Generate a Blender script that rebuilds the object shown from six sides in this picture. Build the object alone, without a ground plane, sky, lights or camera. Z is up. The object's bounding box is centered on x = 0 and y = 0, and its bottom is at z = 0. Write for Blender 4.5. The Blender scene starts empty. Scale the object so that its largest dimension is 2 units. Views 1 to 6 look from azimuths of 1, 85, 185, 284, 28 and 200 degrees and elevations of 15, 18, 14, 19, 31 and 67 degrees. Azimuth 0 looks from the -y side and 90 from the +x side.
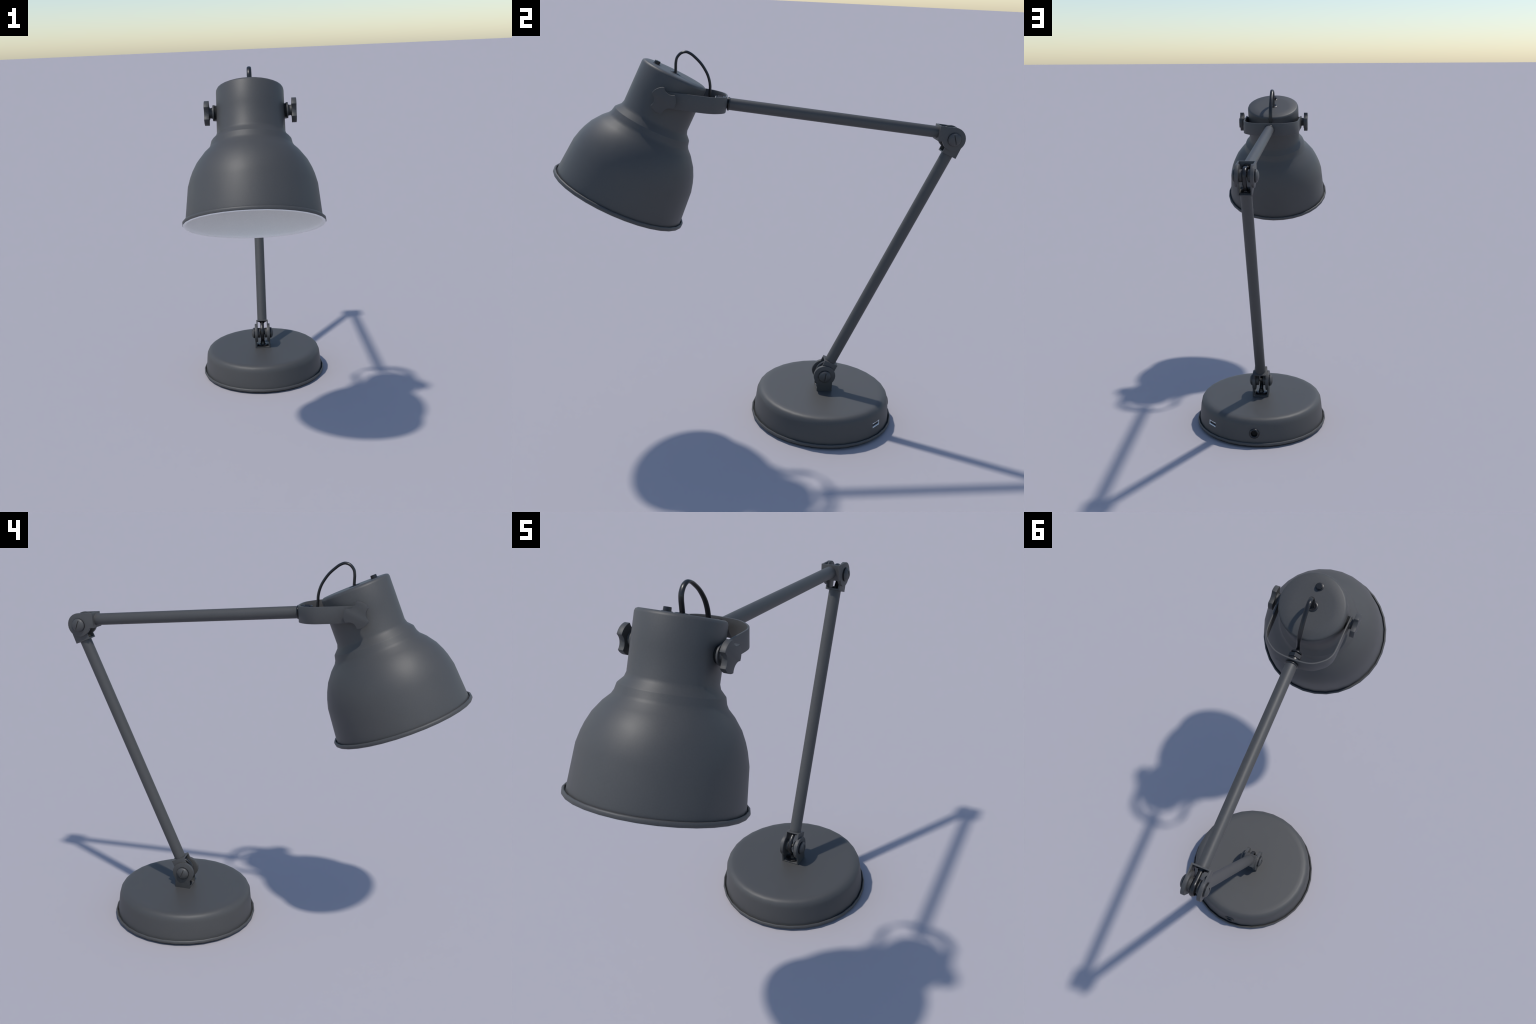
"""Articulated metal desk lamp: round foot, two hinged tube arms, fork yoke and bell shaded head."""
import bpy, bmesh, math
from mathutils import Matrix, Vector

# ------------------------------------------------------------------ materials
def principled(name):
    m = bpy.data.materials.new(name)
    m.use_nodes = True
    nt = m.node_tree
    return m, nt, nt.nodes["Principled BSDF"]

def paint(name, col, rough, spec=0.5, grain=900.0, bump=0.06, vary=0.04, coat=0.0):
    """Powder coat: plain colour, faint mottling, very fine orange-peel grain."""
    m, nt, b = principled(name)
    tc = nt.nodes.new("ShaderNodeTexCoord")
    n1 = nt.nodes.new("ShaderNodeTexNoise"); n1.inputs["Scale"].default_value = 14.0
    n1.inputs["Detail"].default_value = 4.0
    mix = nt.nodes.new("ShaderNodeMix"); mix.data_type = 'RGBA'
    mix.inputs[6].default_value = (*[c * (1 - vary) for c in col], 1)
    mix.inputs[7].default_value = (*[c * (1 + vary) for c in col], 1)
    nt.links.new(tc.outputs["Object"], n1.inputs["Vector"])
    nt.links.new(n1.outputs["Fac"], mix.inputs[0])
    # fine speckle of the coating
    n3 = nt.nodes.new("ShaderNodeTexNoise"); n3.inputs["Scale"].default_value = 230.0
    n3.inputs["Detail"].default_value = 1.0
    sp = nt.nodes.new("ShaderNodeMapRange")
    sp.inputs["From Min"].default_value = 0.3; sp.inputs["From Max"].default_value = 0.7
    sp.inputs["To Min"].default_value = 1 - vary * 1.2; sp.inputs["To Max"].default_value = 1 + vary * 1.2
    mul = nt.nodes.new("ShaderNodeMix"); mul.data_type = 'RGBA'; mul.blend_type = 'MULTIPLY'; mul.inputs[0].default_value = 1.0
    nt.links.new(tc.outputs["Object"], n3.inputs["Vector"])
    nt.links.new(n3.outputs["Fac"], sp.inputs["Value"])
    nt.links.new(mix.outputs[2], mul.inputs[6]); nt.links.new(sp.outputs["Result"], mul.inputs[7])
    nt.links.new(mul.outputs[2], b.inputs["Base Color"])
    n2 = nt.nodes.new("ShaderNodeTexNoise"); n2.inputs["Scale"].default_value = grain
    n2.inputs["Detail"].default_value = 2.0
    bp = nt.nodes.new("ShaderNodeBump"); bp.inputs["Strength"].default_value = bump
    bp.inputs["Distance"].default_value = 0.001
    nt.links.new(tc.outputs["Object"], n2.inputs["Vector"])
    nt.links.new(n2.outputs["Fac"], bp.inputs["Height"])
    nt.links.new(bp.outputs["Normal"], b.inputs["Normal"])
    mr = nt.nodes.new("ShaderNodeMapRange")
    mr.inputs["To Min"].default_value = rough - 0.03
    mr.inputs["To Max"].default_value = rough + 0.03
    nt.links.new(n1.outputs["Fac"], mr.inputs["Value"])
    nt.links.new(mr.outputs["Result"], b.inputs["Roughness"])
    b.inputs["Specular IOR Level"].default_value = spec
    b.inputs["Coat Weight"].default_value = coat
    return m

GREY = paint("dark_grey_powder_coat", (0.0652, 0.0643, 0.0633), 0.53)
KNOB = paint("dark_grey_plastic", (0.056, 0.0555, 0.055), 0.55)
BLACK = paint("black_rubber", (0.013, 0.013, 0.014), 0.34, grain=500, bump=0.03, vary=0.1)
MATT = paint("matt_black", (0.008, 0.008, 0.008), 0.70, spec=0.25)
WHITE = paint("white_enamel", (0.93, 0.92, 0.90), 0.42, vary=0.02, bump=0.02)
STEEL = paint("bright_steel", (0.78, 0.79, 0.80), 0.40, vary=0.04)

# ------------------------------------------------------------------ helpers
WORLD = {}
def place(name, mesh, mat, M=Matrix.Identity(4), parent=None, smooth=40):
    ob = bpy.data.objects.new(name, mesh)
    bpy.context.scene.collection.objects.link(ob)
    if mat and not mesh.materials:
        mesh.materials.append(mat)
    if parent:
        ob.parent = parent
        ob.matrix_basis = WORLD[parent].inverted() @ M
    else:
        ob.matrix_basis = M
    WORLD[ob] = M
    if smooth is not None:
        mesh.shade_smooth()
        mesh.set_sharp_from_angle(angle=math.radians(smooth))
    return ob

def mesh_from(bm, name):
    bmesh.ops.recalc_face_normals(bm, faces=bm.faces)
    me = bpy.data.meshes.new(name)
    bm.to_mesh(me); bm.free()
    return me

def revolve(profile, segs, name, close=False):
    """Surface of revolution about local Z of (r, z) points; r = 0 makes a pole."""
    bm = bmesh.new()
    rings = []
    for r, z in profile:
        if r < 1e-6:
            rings.append([bm.verts.new((0, 0, z))])
        else:
            rings.append([bm.verts.new((r * math.sin(2 * math.pi * i / segs),
                                        -r * math.cos(2 * math.pi * i / segs), z)) for i in range(segs)])
    pairs = list(zip(rings, rings[1:])) + ([(rings[-1], rings[0])] if close else [])
    for A, B in pairs:
        for i in range(segs):
            j = (i + 1) % segs
            a = [A[0]] if len(A) == 1 else [A[i], A[j]]
            b = [B[0]] if len(B) == 1 else [B[j], B[i]]
            if len(a) + len(b) > 2:
                bm.faces.new(a + b)
    return mesh_from(bm, name)

def prism(outline, x0, x1, name, bevel=0.0, bsegs=2):
    """Flat outline of (y, z) points extruded along X, edges rounded."""
    bm = bmesh.new()
    f = bm.faces.new([bm.verts.new((x0, y, z)) for y, z in outline])
    g = bmesh.ops.extrude_face_region(bm, geom=[f])
    bmesh.ops.translate(bm, vec=(x1 - x0, 0, 0), verts=[v for v in g["geom"] if isinstance(v, bmesh.types.BMVert)])
    if bevel:
        ed = [e for e in bm.edges if e.is_manifold and e.calc_face_angle(0) > 0.6]
        bmesh.ops.bevel(bm, geom=ed, offset=bevel, segments=bsegs, profile=0.5, affect='EDGES', clamp_overlap=True)
    return mesh_from(bm, name)

def torus(R, r, name, segs=32, rings=12, stretch=1.0):
    prof = [(R + r * math.cos(2 * math.pi * k / rings), stretch * r * math.sin(2 * math.pi * k / rings)) for k in range(rings)]
    return revolve(prof, segs, name, close=True)

def modified(mesh, setup, name):
    """Apply modifiers to a mesh through a throw-away object."""
    ob = bpy.data.objects.new("helper", mesh)
    bpy.context.scene.collection.objects.link(ob)
    extra = setup(ob) or []
    dg = bpy.context.evaluated_depsgraph_get(); dg.update()
    out = bpy.data.meshes.new_from_object(ob.evaluated_get(dg))
    out.name = name
    for o in [ob] + extra:
        bpy.data.objects.remove(o, do_unlink=True)
    return out

def boolean(base, cutters, op, name, bevel=0.0):
    def setup(ob):
        extra = []
        for me in cutters:
            c = bpy.data.objects.new("helper", me)
            bpy.context.scene.collection.objects.link(c); extra.append(c)
            md = ob.modifiers.new("b", 'BOOLEAN'); md.object = c; md.operation = op; md.solver = 'EXACT'
        if bevel:
            bv = ob.modifiers.new("v", 'BEVEL'); bv.width = bevel; bv.segments = 2
            bv.limit_method = 'ANGLE'; bv.angle_limit = math.radians(40)
        return extra
    return modified(base, setup, name)

def frame(origin, zdir, xdir=(1, 0, 0)):
    """World matrix with local Z along zdir and local X as close to xdir as it can be."""
    z = Vector(zdir).normalized()
    x = Vector(xdir); x = (x - x.dot(z) * z).normalized()
    y = z.cross(x)
    M = Matrix((x, y, z)).transposed().to_4x4()
    M.translation = Vector(origin)
    return M

def catmull(pts, n=8):
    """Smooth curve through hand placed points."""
    P = [Vector(p) for p in pts]
    P = [2 * P[0] - P[1]] + P + [2 * P[-1] - P[-2]]
    out = []
    for i in range(1, len(P) - 2):
        p0, p1, p2, p3 = P[i - 1:i + 3]
        for k in range(n):
            t = k / n
            out.append(0.5 * ((2 * p1) + (p2 - p0) * t + (2 * p0 - 5 * p1 + 4 * p2 - p3) * t * t
                              + (3 * p1 - p0 - 3 * p2 + p3) * t ** 3))
    out.append(P[-2])
    return out

def flat_cable(pts, half_w, half_t, name, n=8, ring=14):
    """Oval cable swept along a path that lies in a plane of constant x."""
    path = catmull(pts, n)
    bm = bmesh.new(); rings = []
    for i, p in enumerate(path):
        t = (path[min(i + 1, len(path) - 1)] - path[max(i - 1, 0)]).normalized()
        nrm = Vector((1, 0, 0)).cross(t).normalized()
        rings.append([bm.verts.new(p + Vector((half_w, 0, 0)) * math.cos(2 * math.pi * k / ring)
                                   + nrm * half_t * math.sin(2 * math.pi * k / ring)) for k in range(ring)])
    for A, B in zip(rings, rings[1:]):
        for k in range(ring):
            bm.faces.new((A[k], A[(k + 1) % ring], B[(k + 1) % ring], B[k]))
    bm.faces.new(rings[0]); bm.faces.new(rings[-1])
    return mesh_from(bm, name)

def arc(cy, cz, r, a0, a1, n):
    return [(cy + r * math.cos(math.radians(a0 + (a1 - a0) * k / n)),
             cz + r * math.sin(math.radians(a0 + (a1 - a0) * k / n))) for k in range(n + 1)]

# ------------------------------------------------------------------ layout (metres, all in the plane x = 0)
FOOT = Vector((0, 0.389, 0))
FOOT_TOP = 0.157
PIVOT_LOW = Vector((0, 0.389, 0.246))
PIVOT_TOP = Vector((0, 0.942, 1.540))
TUBE_R = 0.0296
EAR_R = 0.0575

line = (PIVOT_TOP - PIVOT_LOW).normalized()
side = Vector((0, -line.z, line.y))
ARM_A = PIVOT_LOW + line * 0.090 + side * -0.0025       # two points on the lower tube's axis
ARM_B = PIVOT_LOW + line * 1.320 + side * -0.0195
ARM_D = (ARM_B - ARM_A).normalized()
FORE_D = Vector((0, -1, 0.0963)).normalized()           # from the elbow to the head
FORE_U = Vector((0, 0.0963, 1)).normalized()
FORE_T = 0.0203                                         # tube axis runs this far above the elbow pivot
fore = lambda s, t=FORE_T, x=0.0: PIVOT_TOP + FORE_D * s + FORE_U * t + Vector((x, 0, 0))

HEAD_O = Vector((0, -0.690, 1.1993))                    # centre of the shade's rim
HEAD_D = Vector((0, 0.4431, 1)).normalized()            # shade axis, rim to cap
HEAD = frame(HEAD_O, HEAD_D)

lamp = bpy.data.objects.new("desk_lamp", None)
bpy.context.scene.collection.objects.link(lamp)
lamp.matrix_basis = Matrix.Translation(FOOT); WORLD[lamp] = lamp.matrix_basis.copy()
lamp["label"] = "dark grey metal desk lamp with hinged arms and bell shade"
lamp["category"] = "desk lamp"

# ------------------------------------------------------------------ foot
foot_profile = [
    (0, FOOT_TOP), (0.10, FOOT_TOP), (0.20, FOOT_TOP), (0.30, FOOT_TOP), (0.3225, FOOT_TOP), (0.3370, 0.1533),
    (0.3468, 0.1453), (0.3530, 0.1330), (0.3560, 0.1190), (0.3652, 0.030), (0.3662, 0.014), (0.3682, 0.0125), (0.3688, 0.020), (0.3710, 0.0250),
    (0.3750, 0.0262), (0.3785, 0.0235), (0.3800, 0.0180), (0.3792, 0.0125), (0.3760, 0.0090), (0.3710, 0.0080),
    (0.3650, 0.0090), (0.355, 0.010), (0, 0.010)]
M_FOOT = Matrix.Translation(FOOT)
def on_wall(az, z, r):
    a = math.radians(az)                                # azimuth from +y towards +x
    n = Vector((math.sin(a), math.cos(a), 0.09)).normalized()
    return FOOT + Vector((r * math.sin(a), r * math.cos(a), z)), n
def box(x0, x1, y0, y1, z0, z1, name, M=None):
    bm = bmesh.new()
    bmesh.ops.create_cube(bm, size=1.0)
    for v in bm.verts:
        v.co = Vector((x0 if v.co.x < 0 else x1, y0 if v.co.y < 0 else y1, z0 if v.co.z < 0 else z1))
    if M:
        bmesh.ops.transform(bm, matrix=M, verts=bm.verts)
    return mesh_from(bm, name)
PORT_W, PORT_H = 0.0305, 0.0142
SIDE_T, BAR_T = 0.0012, 0.0058
p, n = on_wall(45, 0.0785, 0.3598)
M_PORT = frame(p, n, Vector((0, 0, 1)).cross(n))
p, n = on_wall(0, 0.078, 0.3597)
M_SOCK = frame(p, n)
inlet_cut = revolve([(0, -0.03), (0.0225, -0.03), (0.0225, 0.03), (0, 0.03)], 20, "inlet_cut")
inlet_cut.transform(M_FOOT.inverted() @ M_SOCK)
foot_me = boolean(revolve(foot_profile, 32, "base"), [box(-PORT_W, PORT_W, -PORT_H, PORT_H, -0.03, 0.03, "cut", M_FOOT.inverted() @ M_PORT), inlet_cut], 'DIFFERENCE', "base")
foot = place("base", foot_me, GREY, M_FOOT, lamp, 50)
# keep the wall's round shading where the port is cut through it
slope = Vector((0.0880, 0.0078))                        # wall rises this far while it leans in that far
normals = [c.vector.copy() for c in foot_me.corner_normals]
for poly in foot_me.polygons:
    c = poly.center; rad = Vector((c.x, c.y, 0)).normalized()
    if 0.03 < c.z < 0.118 and poly.normal.dot(rad) > 0.9 and len(poly.vertices) != 4:
        for li in poly.loop_indices:
            co = foot_me.vertices[foot_me.loops[li].vertex_index].co
            if 0.031 < co.z < 0.118:
                normals[li] = Vector((co.x, co.y, 0)).normalized() * slope.x + Vector((0, 0, slope.y))
                normals[li].normalize()
foot_me.normals_split_custom_set([v[:] for v in normals])
foot_ring = [(0.352, 0.0110), (0.366, 0.0105), (0.3675, 0.002), (0.364, 0.0), (0.02, 0.0), (0.0, 0.0)]
place("foot_pad", revolve(foot_ring, 48, "foot_pad"), MATT, M_FOOT, foot, 40)

# power inlet at the back of the foot
socket_prof = [(0.0, -0.016), (0.0155, -0.016), (0.0165, 0.001), (0.0180, 0.0055), (0.0215, 0.0075), (0.0255, 0.0060), (0.0286, 0.0015), (0.0292, -0.007)]
socket = place("power_inlet", revolve(socket_prof, 20, "power_inlet"), BLACK, M_SOCK, foot, 45)
place("inlet_hole", revolve([(0, -0.0090), (0.0156, -0.0090), (0.0156, -0.0150), (0, -0.0150)], 20, "inlet_hole"), MATT, M_SOCK, socket, 40)

# charging port, right rear of the foot: steel frame, dark mouth, contact tongue
pw, ph, pt, pb, g = PORT_W, PORT_H, SIDE_T, BAR_T, 0.0002
port = place("charging_port", boolean(box(-pw + g, pw - g, -ph + g, ph - g, -0.020, -0.0034, "port"),
             [box(-pw + pt, pw - pt, -ph + pb, ph - pb, -0.017, 0.02, "mouth")], 'DIFFERENCE', "charging_port", 0.0003),
             STEEL, M_PORT, foot, 40)
place("port_cavity", box(-pw + pt + .0003, pw - pt - .0003, -ph + pb + .0003, ph - pb - .0003, -0.0168, -0.0095, "port_cavity"), MATT, M_PORT, port, None)
place("port_tongue", box(-pw + 0.011, pw - 0.011, 0.0005, 0.0042, -0.015, -0.0070, "port_tongue"), KNOB, M_PORT, port, None)

# ------------------------------------------------------------------ hinges
def bracket_mesh(L, tc, hw, xi, xo, plate, name, ear_r, pad=None):
    """Folded steel clip: two round eared cheeks joined by an end plate.
    Local frame: pivot at the origin, Z runs to the plate, Y across, X is the hinge axis."""
    t0, t1 = tc - hw, tc + hw
    a1 = math.degrees(math.atan2(math.sqrt(max(ear_r ** 2 - t1 * t1, 1e-8)), t1))
    a0 = math.degrees(math.atan2(math.sqrt(max(ear_r ** 2 - t0 * t0, 1e-8)), t0))
    ear = arc(0, 0, ear_r, a0, a1 + 360, 26)
    outline = [(t1, L), (t0, L)] + ear
    cheeks = [prism(outline, s * xi, s * xo, "cheek") for s in (-1, 1)]
    web = box(-(xi + xo) / 2, (xi + xo) / 2, t0, t1, L - plate, L, "web")
    pads = []
    if pad:      # thick bearing discs on the ears
        pads = [prism(arc(0, 0, ear_r + 0.0003, 0, 360 - 360 / 28, 27), s * pad, s * (xo + 0.0003), "pad") for s in (-1, 1)]
    return boolean(cheeks[0], [web, cheeks[1]] + pads, 'UNION', name, 0.0014)

OUT_I, OUT_O = 0.0388, 0.0464       # outer clip cheeks
INN_I, INN_O = 0.0292, 0.0362       # inner clip cheeks nest between them

def clip_frame(pivot, direction, cross):
    z = Vector(direction).normalized(); y = Vector(cross); y = (y - y.dot(z) * z).normalized(); x = y.cross(z)
    M = Matrix((x, y, z)).transposed().to_4x4(); M.translation = pivot
    return M

# foot clip (outer), opening upward
M = clip_frame(PIVOT_LOW, (0, 0, -1), (0, 1, 0))
foot_clip = place("hinge_bracket", bracket_mesh(PIVOT_LOW.z - FOOT_TOP + 0.001, 0.003, 0.0405, OUT_I, OUT_O, 0.0075, "foot_hinge_bracket", EAR_R, 0.0306), GREY, M, lamp, 35)

# lower arm: tube plus an inner clip at each end
off_a = (ARM_A - PIVOT_LOW); ca = off_a - off_a.dot(ARM_D) * ARM_D
off_b = (ARM_B - PIVOT_TOP); cb = off_b - off_b.dot(ARM_D) * ARM_D
side_a = Vector((0, -ARM_D.z, ARM_D.y)); side_b = -side_a
LEN_A, LEN_B = 0.0790, 0.0805
tube_a = PIVOT_LOW + ca + ARM_D * (LEN_A - 0.006)
tube_b = PIVOT_TOP + cb - ARM_D * (LEN_B - 0.006)
def tube_mesh(length, name, r=TUBE_R):
    return revolve([(0, 0), (r, 0), (r, length * 0.5), (r, length), (0, length)], 20, name)
low_arm = place("lower_arm", tube_mesh((tube_b - tube_a).length, "lower_arm"), GREY, frame(tube_a, ARM_D), lamp, 40)
place("hinge_bracket", bracket_mesh(LEN_A, ca.dot(side_a), 0.0370, INN_I, INN_O, 0.0065, "lower_arm_hinge_bracket", EAR_R - 0.0015), GREY,
      clip_frame(PIVOT_LOW, ARM_D, side_a), low_arm, 35)
place("hinge_bracket", bracket_mesh(LEN_B, cb.dot(side_b), 0.0380, INN_I, INN_O, 0.0065, "elbow_inner_hinge_bracket", EAR_R - 0.0015), GREY,
      clip_frame(PIVOT_TOP, -ARM_D, side_b), low_arm, 35)

# forearm: tube plus the outer clip of the elbow
FORE_END = 1.113
t_a, t_b = fore(0.0725), fore(FORE_END)
up_arm = place("upper_arm", tube_mesh((t_b - t_a).length, "upper_arm", 0.0292), GREY, frame(t_a, FORE_D), lamp, 40)
place("hinge_bracket", bracket_mesh(0.0790, FORE_T - 0.001, 0.0370, OUT_I, OUT_O, 0.0070, "elbow_outer_hinge_bracket", EAR_R, 0.0306), GREY,
      clip_frame(PIVOT_TOP, FORE_D, FORE_U), up_arm, 35)

# hinge hardware: slotted dome screws on rubber washers, inner spacer drums and the pin
dome = [(0, 0.0125), (0.009, 0.0121), (0.018, 0.0104), (0.0255, 0.0072), (0.0308, 0.0032), (0.0328, -0.0008), (0.0318, -0.0030), (0, -0.0030)]
screw_me = boolean(revolve(dome, 24, "dome"), [box(-0.0025, 0.0025, -0.0245, 0.0245, 0.0062, 0.03, "slot")], 'DIFFERENCE', "hinge_screw")
washer_me = revolve([(0, 0), (0.0300, 0), (0.0336, 0.0008), (0.0336, 0.0078), (0.0310, 0.0090), (0, 0.0090)], 24, "hinge_washer")
drum_me = revolve([(0, 0), (0.0300, 0), (0.0312, 0.0012), (0.0312, 0.0145), (0.0290, 0.0170), (0.012, 0.0170), (0.012, 0.019), (0, 0.019)], 24, "hinge_spacer")
pin_me = revolve([(0, -0.0470), (0.008, -0.0470), (0.008, 0.0470), (0, 0.0470)], 16, "hinge_pin")
for pivot, owner, slot in ((PIVOT_LOW, foot_clip, {1: 82, -1: 73}), (PIVOT_TOP, up_arm, {1: 105, -1: 73})):
    pin = place("hinge_pin", pin_me, GREY, frame(pivot, (1, 0, 0), (0, 1, 0)), owner, 40)
    for sgn in (1, -1):
        X = Vector((sgn, 0, 0))
        base_m = frame(pivot + X * OUT_O, X, (0, 1, 0))
        place("hinge_washer", washer_me, BLACK, base_m, owner, 40)
        place("hinge_screw", screw_me, GREY, frame(pivot + X * (OUT_O + 0.0088), X, (0, 0, 1)) @ Matrix.Rotation(math.radians(slot[sgn]), 4, 'Z'), owner, 30)
        place("hinge_spacer", drum_me, GREY, frame(pivot + X * (INN_I + 0.0004), -X, (0, 1, 0)), owner, 40)

# cable through both hinges
W, T = 0.0111, 0.0068
def yz(*pts): return [(0, y, z) for y, z in pts]
cable_low = flat_cable(yz((0.389, 0.160), (0.3885, 0.178), (0.378, 0.200), (0.359, 0.224), (0.3515, 0.250), (0.357, 0.277),
                          (0.375, 0.297), (0.398, 0.312), (0.418, 0.330)), W, T, "hinge_cable")
place("hinge_cable", cable_low, BLACK, Matrix.Identity(4), foot_clip, 60)
e = PIVOT_TOP
cable_el = flat_cable(yz((e.y - 0.012, e.z - 0.090), (e.y + 0.004, e.z - 0.066), (e.y + 0.022, e.z - 0.046), (e.y + 0.039, e.z - 0.020),
                         (e.y + 0.0435, e.z + 0.006), (e.y + 0.033, e.z + 0.029), (e.y + 0.010, e.z + 0.040), (e.y - 0.025, e.z + 0.036),
                         (e.y - 0.080, e.z + 0.030)), W, T, "hinge_cable")
place("hinge_cable", cable_el, BLACK, Matrix.Identity(4), up_arm, 60)
grom = [(0, 0.030), (0.0125, 0.030), (0.0135, 0.018), (0.0170, 0.0085), (0.0310, 0.0080), (0.0345, 0.0060), (0.0345, -0.003), (0, -0.003)]
place("cable_grommet", revolve(grom, 24, "hinge_grommet"), BLACK, Matrix.Translation((0, 0.389, FOOT_TOP + 0.0068)), foot_clip, 35)
grom2 = [(0, 0.012), (0.0135, 0.012), (0.0165, 0.005), (0.0240, 0.0040), (0.0255, 0.0020), (0.0255, -0.003), (0, -0.003)]
gm = revolve(grom2, 24, "tube_grommet")
place("cable_grommet", gm, BLACK, frame(PIVOT_LOW + ca + ARM_D * (LEN_A - 0.0065), -ARM_D), low_arm, 35)
place("cable_grommet", gm, BLACK, frame(PIVOT_TOP + cb - ARM_D * (LEN_B - 0.0065), ARM_D), low_arm, 35)
place("cable_grommet", gm, BLACK, frame(fore(0.0722), -FORE_D), up_arm, 35)

# ------------------------------------------------------------------ yoke
YS, YC = 1.4205, 0.0209             # knob axis in the forearm frame
YH, YT = 0.0380, 0.0075             # strap half height, thickness
# strap centre line as (x, s): straight cheeks drawn in a little, then a flattened bow round the tube's end
YOKE_HALF = [(0.1772, YS), (0.1735, 1.330), (0.1715, 1.245), (0.1640, 1.2095), (0.1435, 1.1780), (0.1000, 1.1450), (0.0560, 1.1330), (0.0, 1.1303)]
def yoke_mesh():
    bm = bmesh.new()
    ctrl = YOKE_HALF + [(-x, s) for x, s in reversed(YOKE_HALF[:-1])]
    path = [(p.x, p.y) for p in catmull([(x, s, 0) for x, s in ctrl], 4)]
    rows = []
    for i, (x, s) in enumerate(path):
        a = Vector(path[max(i - 1, 0)]); b = Vector(path[min(i + 1, len(path) - 1)])
        d = (b - a).normalized(); nrm = Vector((-d.y, d.x))
        q = [Vector((x, s)) + nrm * YT / 2 * k for k in (1, -1)]
        rows.append([bm.verts.new((v.x, u, v.y)) for v, u in ((q[0], YH), (q[0], -YH), (q[1], -YH), (q[1], YH))])
    for A, B in zip(rows, rows[1:]):
        for k in range(4):
            bm.faces.new((A[k], A[(k + 1) % 4], B[(k + 1) % 4], B[k]))
    # rounded ends about the knob axis
    for row in (rows[0], rows[-1]):
        n = 10
        lay = []
        for k, top, bot in ((0, row[0], row[1]), (1, row[3], row[2])):
            x = top.co.x; s = top.co.z
            ring = [top] + [bm.verts.new((x, YH * math.cos(math.pi * j / n), s + YH * math.sin(math.pi * j / n))) for j in range(1, n)] + [bot]
            lay.append(ring); bm.faces.new(ring)
        for j in range(n):
            bm.faces.new((lay[0][j], lay[0][j + 1], lay[1][j + 1], lay[1][j]))
    me = mesh_from(bm, "yoke")
    def setup(ob):
        bv = ob.modifiers.new("v", 'BEVEL'); bv.width = 0.0012; bv.segments = 2; bv.limit_method = 'ANGLE'; bv.angle_limit = math.radians(50)
    return modified(me, setup, "yoke")
M_YOKE = clip_frame(PIVOT_TOP + FORE_U * YC, FORE_D, FORE_U)
yoke = place("yoke", yoke_mesh(), GREY, M_YOKE, lamp, 35)

# bush, nut and rings that hold the yoke on the tube
def axial(s): return frame(fore(s), FORE_D)
place("tube_collar", torus(0.0275, 0.0058, "tube_collar", 24, 12), BLACK, axial(1.1175), up_arm, 60)
place("yoke_bush", revolve([(0, -0.020), (0.024, -0.020), (0.024, 0.0), (0.0318, 0.001), (0.0325, 0.004), (0.0325, 0.0115), (0.0300, 0.0150), (0, 0.0150)], 24, "yoke_bush"), BLACK, axial(1.1340), yoke, 35)
place("yoke_nut", revolve([(0, 0), (0.0300, 0), (0.0335, 0.002), (0.0335, 0.022), (0.0300, 0.025), (0, 0.025)], 6, "yoke_nut"), BLACK, axial(1.1490), yoke, 20)
place("yoke_ring", torus(0.0250, 0.0052, "yoke_ring", 24, 12), BLACK, axial(1.1810), yoke, 60)
place("cable_gland", revolve([(0, -0.006), (0.022, -0.006), (0.022, -0.002), (0.016, 0.006), (0, 0.008)], 20, "yoke_gland"), BLACK, axial(1.1810), yoke, 40)

# clamping knobs: three lobed grips on hubs, with black spacers against the shade
def knob_outline(R=0.0590, deep=0.0385):
    pts = []
    half = 29.0
    for k in range(3):
        c = 120 * k
        # finger scoop centred on this angle
        px, py = R * math.cos(math.radians(half)), R * math.sin(math.radians(half))
        d = px - deep
        rs = (d * d + py * py) / (2 * d); cx = deep + rs
        b = math.degrees(math.asin(min(1, py / rs)))
        for j in range(9):
            a = 180 + b - 2 * b * j / 8
            x, y = cx + rs * math.cos(math.radians(a)), rs * math.sin(math.radians(a))
            ca_, sa_ = math.cos(math.radians(c)), math.sin(math.radians(c))
            pts.append((x * ca_ - y * sa_, x * sa_ + y * ca_))
        for j in range(1, 7):
            a = math.radians(c + half + (120 - 2 * half) * j / 7)
            pts.append((R * math.cos(a), R * math.sin(a)))
    return pts
# the prism extrudes along X; +z of the outline faces away from the elbow
knob_me = prism([(y, z) for z, y in knob_outline()], 0.0165, 0.0395, "knob", 0.0013, 2)
hub_me = revolve([(0, 0.0), (0.0262, 0.0), (0.0262, 0.006), (0.0245, 0.0085), (0.0262, 0.018), (0, 0.018)], 20, "knob_hub")
spacer_me = revolve([(0, -0.022), (0.0320, -0.022), (0.0325, -0.0005), (0, -0.0005)], 24, "knob_spacer")
for sgn in (1, -1):
    X = Vector((sgn, 0, 0))
    root = fore(YS, YC, sgn * 0.1810)
    Mk = clip_frame(root, FORE_D, FORE_U)
    if Mk.col[0].xyz.dot(X) < 0:
        Mk = Mk @ Matrix.Rotation(math.pi, 4, 'Z')
    knob = place("knob", knob_me, KNOB, Mk, yoke, 35)
    place("knob_hub", hub_me, KNOB, frame(root, X, (0, 1, 0)), knob, 40)
    place("knob_spacer", spacer_me, MATT, frame(root - X * 0.0072, X, (0, 1, 0)), knob, 40)

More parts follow.
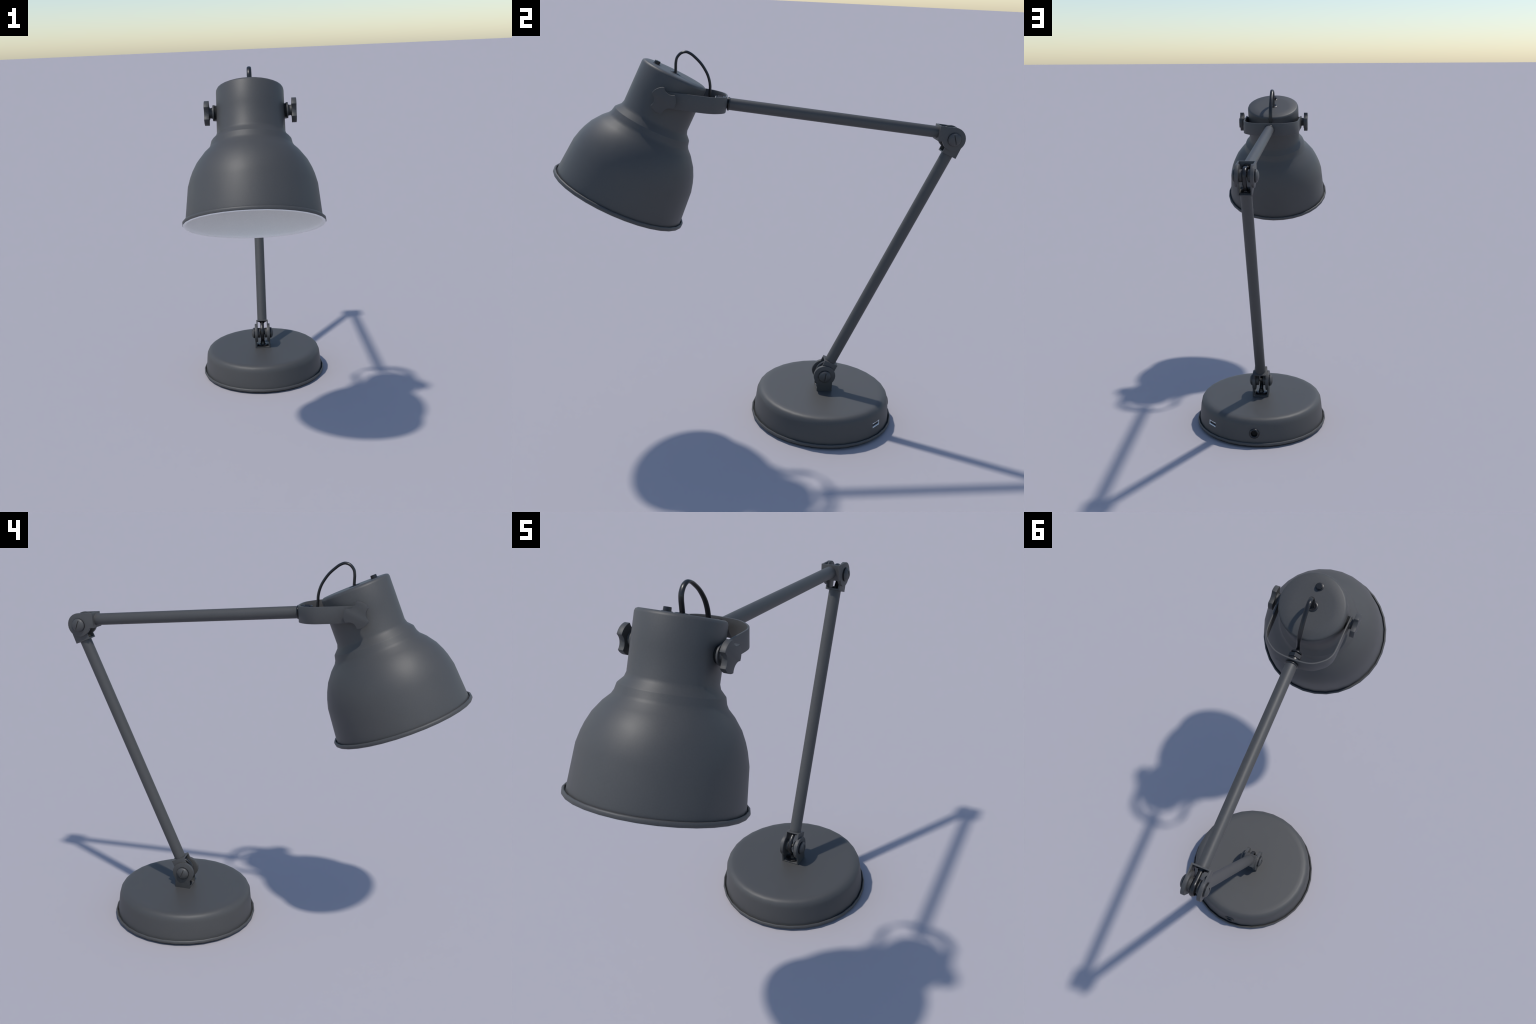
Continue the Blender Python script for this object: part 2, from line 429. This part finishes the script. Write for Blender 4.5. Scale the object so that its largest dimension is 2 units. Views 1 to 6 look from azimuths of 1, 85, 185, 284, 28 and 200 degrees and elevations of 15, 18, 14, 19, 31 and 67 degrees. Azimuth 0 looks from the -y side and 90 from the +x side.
# ------------------------------------------------------------------ head
shade_profile = [
    (0, 0.6585), (0.05, 0.6585), (0.10, 0.6585), (0.1510, 0.6585), (0.1600, 0.6540), (0.1634, 0.6450),
    (0.1638, 0.540), (0.1642, 0.4370), (0.1702, 0.4195), (0.1914, 0.3970), (0.1930, 0.3938), (0.1988, 0.3700), (0.2070, 0.3550),
    (0.2335, 0.3285), (0.2655, 0.2850), (0.2852, 0.2445), (0.2968, 0.2130), (0.3088, 0.1680), (0.3222, 0.0220), (0.3236, 0.0015), (0.3262, 0.0010),
    (0.3272, 0.0065), (0.3295, 0.0092), (0.3335, 0.0095), (0.3370, 0.0060), (0.3382, 0.0005), (0.3375, -0.0055),
    (0.3352, -0.0095)]
shade = place("lamp_shade", revolve(shade_profile, 32, "lamp_shade"), GREY, HEAD, lamp, 55)
lining_profile = [
    (0.3352, -0.0095), (0.3325, -0.0122), (0.3270, -0.0125), (0.3215, -0.0085), (0.3175, 0.0000), (0.3155, 0.0220), (0.3090, 0.0930),
    (0.3020, 0.1670), (0.2905, 0.2105), (0.2790, 0.2420), (0.2595, 0.2820), (0.2270, 0.3245), (0.2015, 0.3500), (0.1925, 0.3700),
    (0.1865, 0.3950), (0.1690, 0.4100), (0.1590, 0.4300), (0.1575, 0.4450), (0.1572, 0.6400), (0.1500, 0.6520), (0, 0.6520)]
place("shade_lining", revolve(lining_profile, 32, "shade_lining"), WHITE, HEAD, shade, 50)

# cap fittings: cable grommet in the middle, push switch towards the front
cap = lambda b: HEAD @ Matrix.Translation((0, b, 0.6585))
place("cable_grommet", revolve([(0, 0.001), (0.0130, 0.0005), (0.0155, 0.0028), (0.0200, 0.0036), (0.0245, 0.0028), (0.0272, 0.0008), (0.0275, -0.004), (0, -0.004)], 24, "cap_grommet"),
      BLACK, cap(0.0), shade, 45)
front = -1.0 if (HEAD @ Vector((0, -1, 0)) - HEAD_O).y < 0 else 1.0
M_SW = cap(front * 0.0955)
switch = place("light_switch", revolve([(0, 0.0160), (0.0130, 0.0160), (0.0142, 0.0148), (0.0148, 0.001), (0, 0.001)], 12, "light_switch"), BLACK, M_SW, shade, 30)
place("switch_flange", revolve([(0, 0.0022), (0.0180, 0.0022), (0.0202, 0.0010), (0.0206, -0.003), (0, -0.003)], 16, "switch_flange"), BLACK, M_SW, switch, 40)

# free loop of cable from the yoke gland over to the cap
loop = yz((-0.2420, 1.6745), (-0.2515, 1.6790), (-0.2580, 1.6950), (-0.2583, 1.7230), (-0.2585, 1.7500), (-0.2640, 1.7790), (-0.2770, 1.8110),
          (-0.3030, 1.8495), (-0.3360, 1.8810), (-0.3570, 1.8950), (-0.3760, 1.9003), (-0.3985, 1.8930), (-0.4155, 1.8735),
          (-0.4208, 1.8510), (-0.4213, 1.8270), (-0.4215, 1.7900))
place("power_cable", flat_cable(loop, W, T, "power_cable", 6), BLACK, Matrix.Identity(4), lamp, 60)
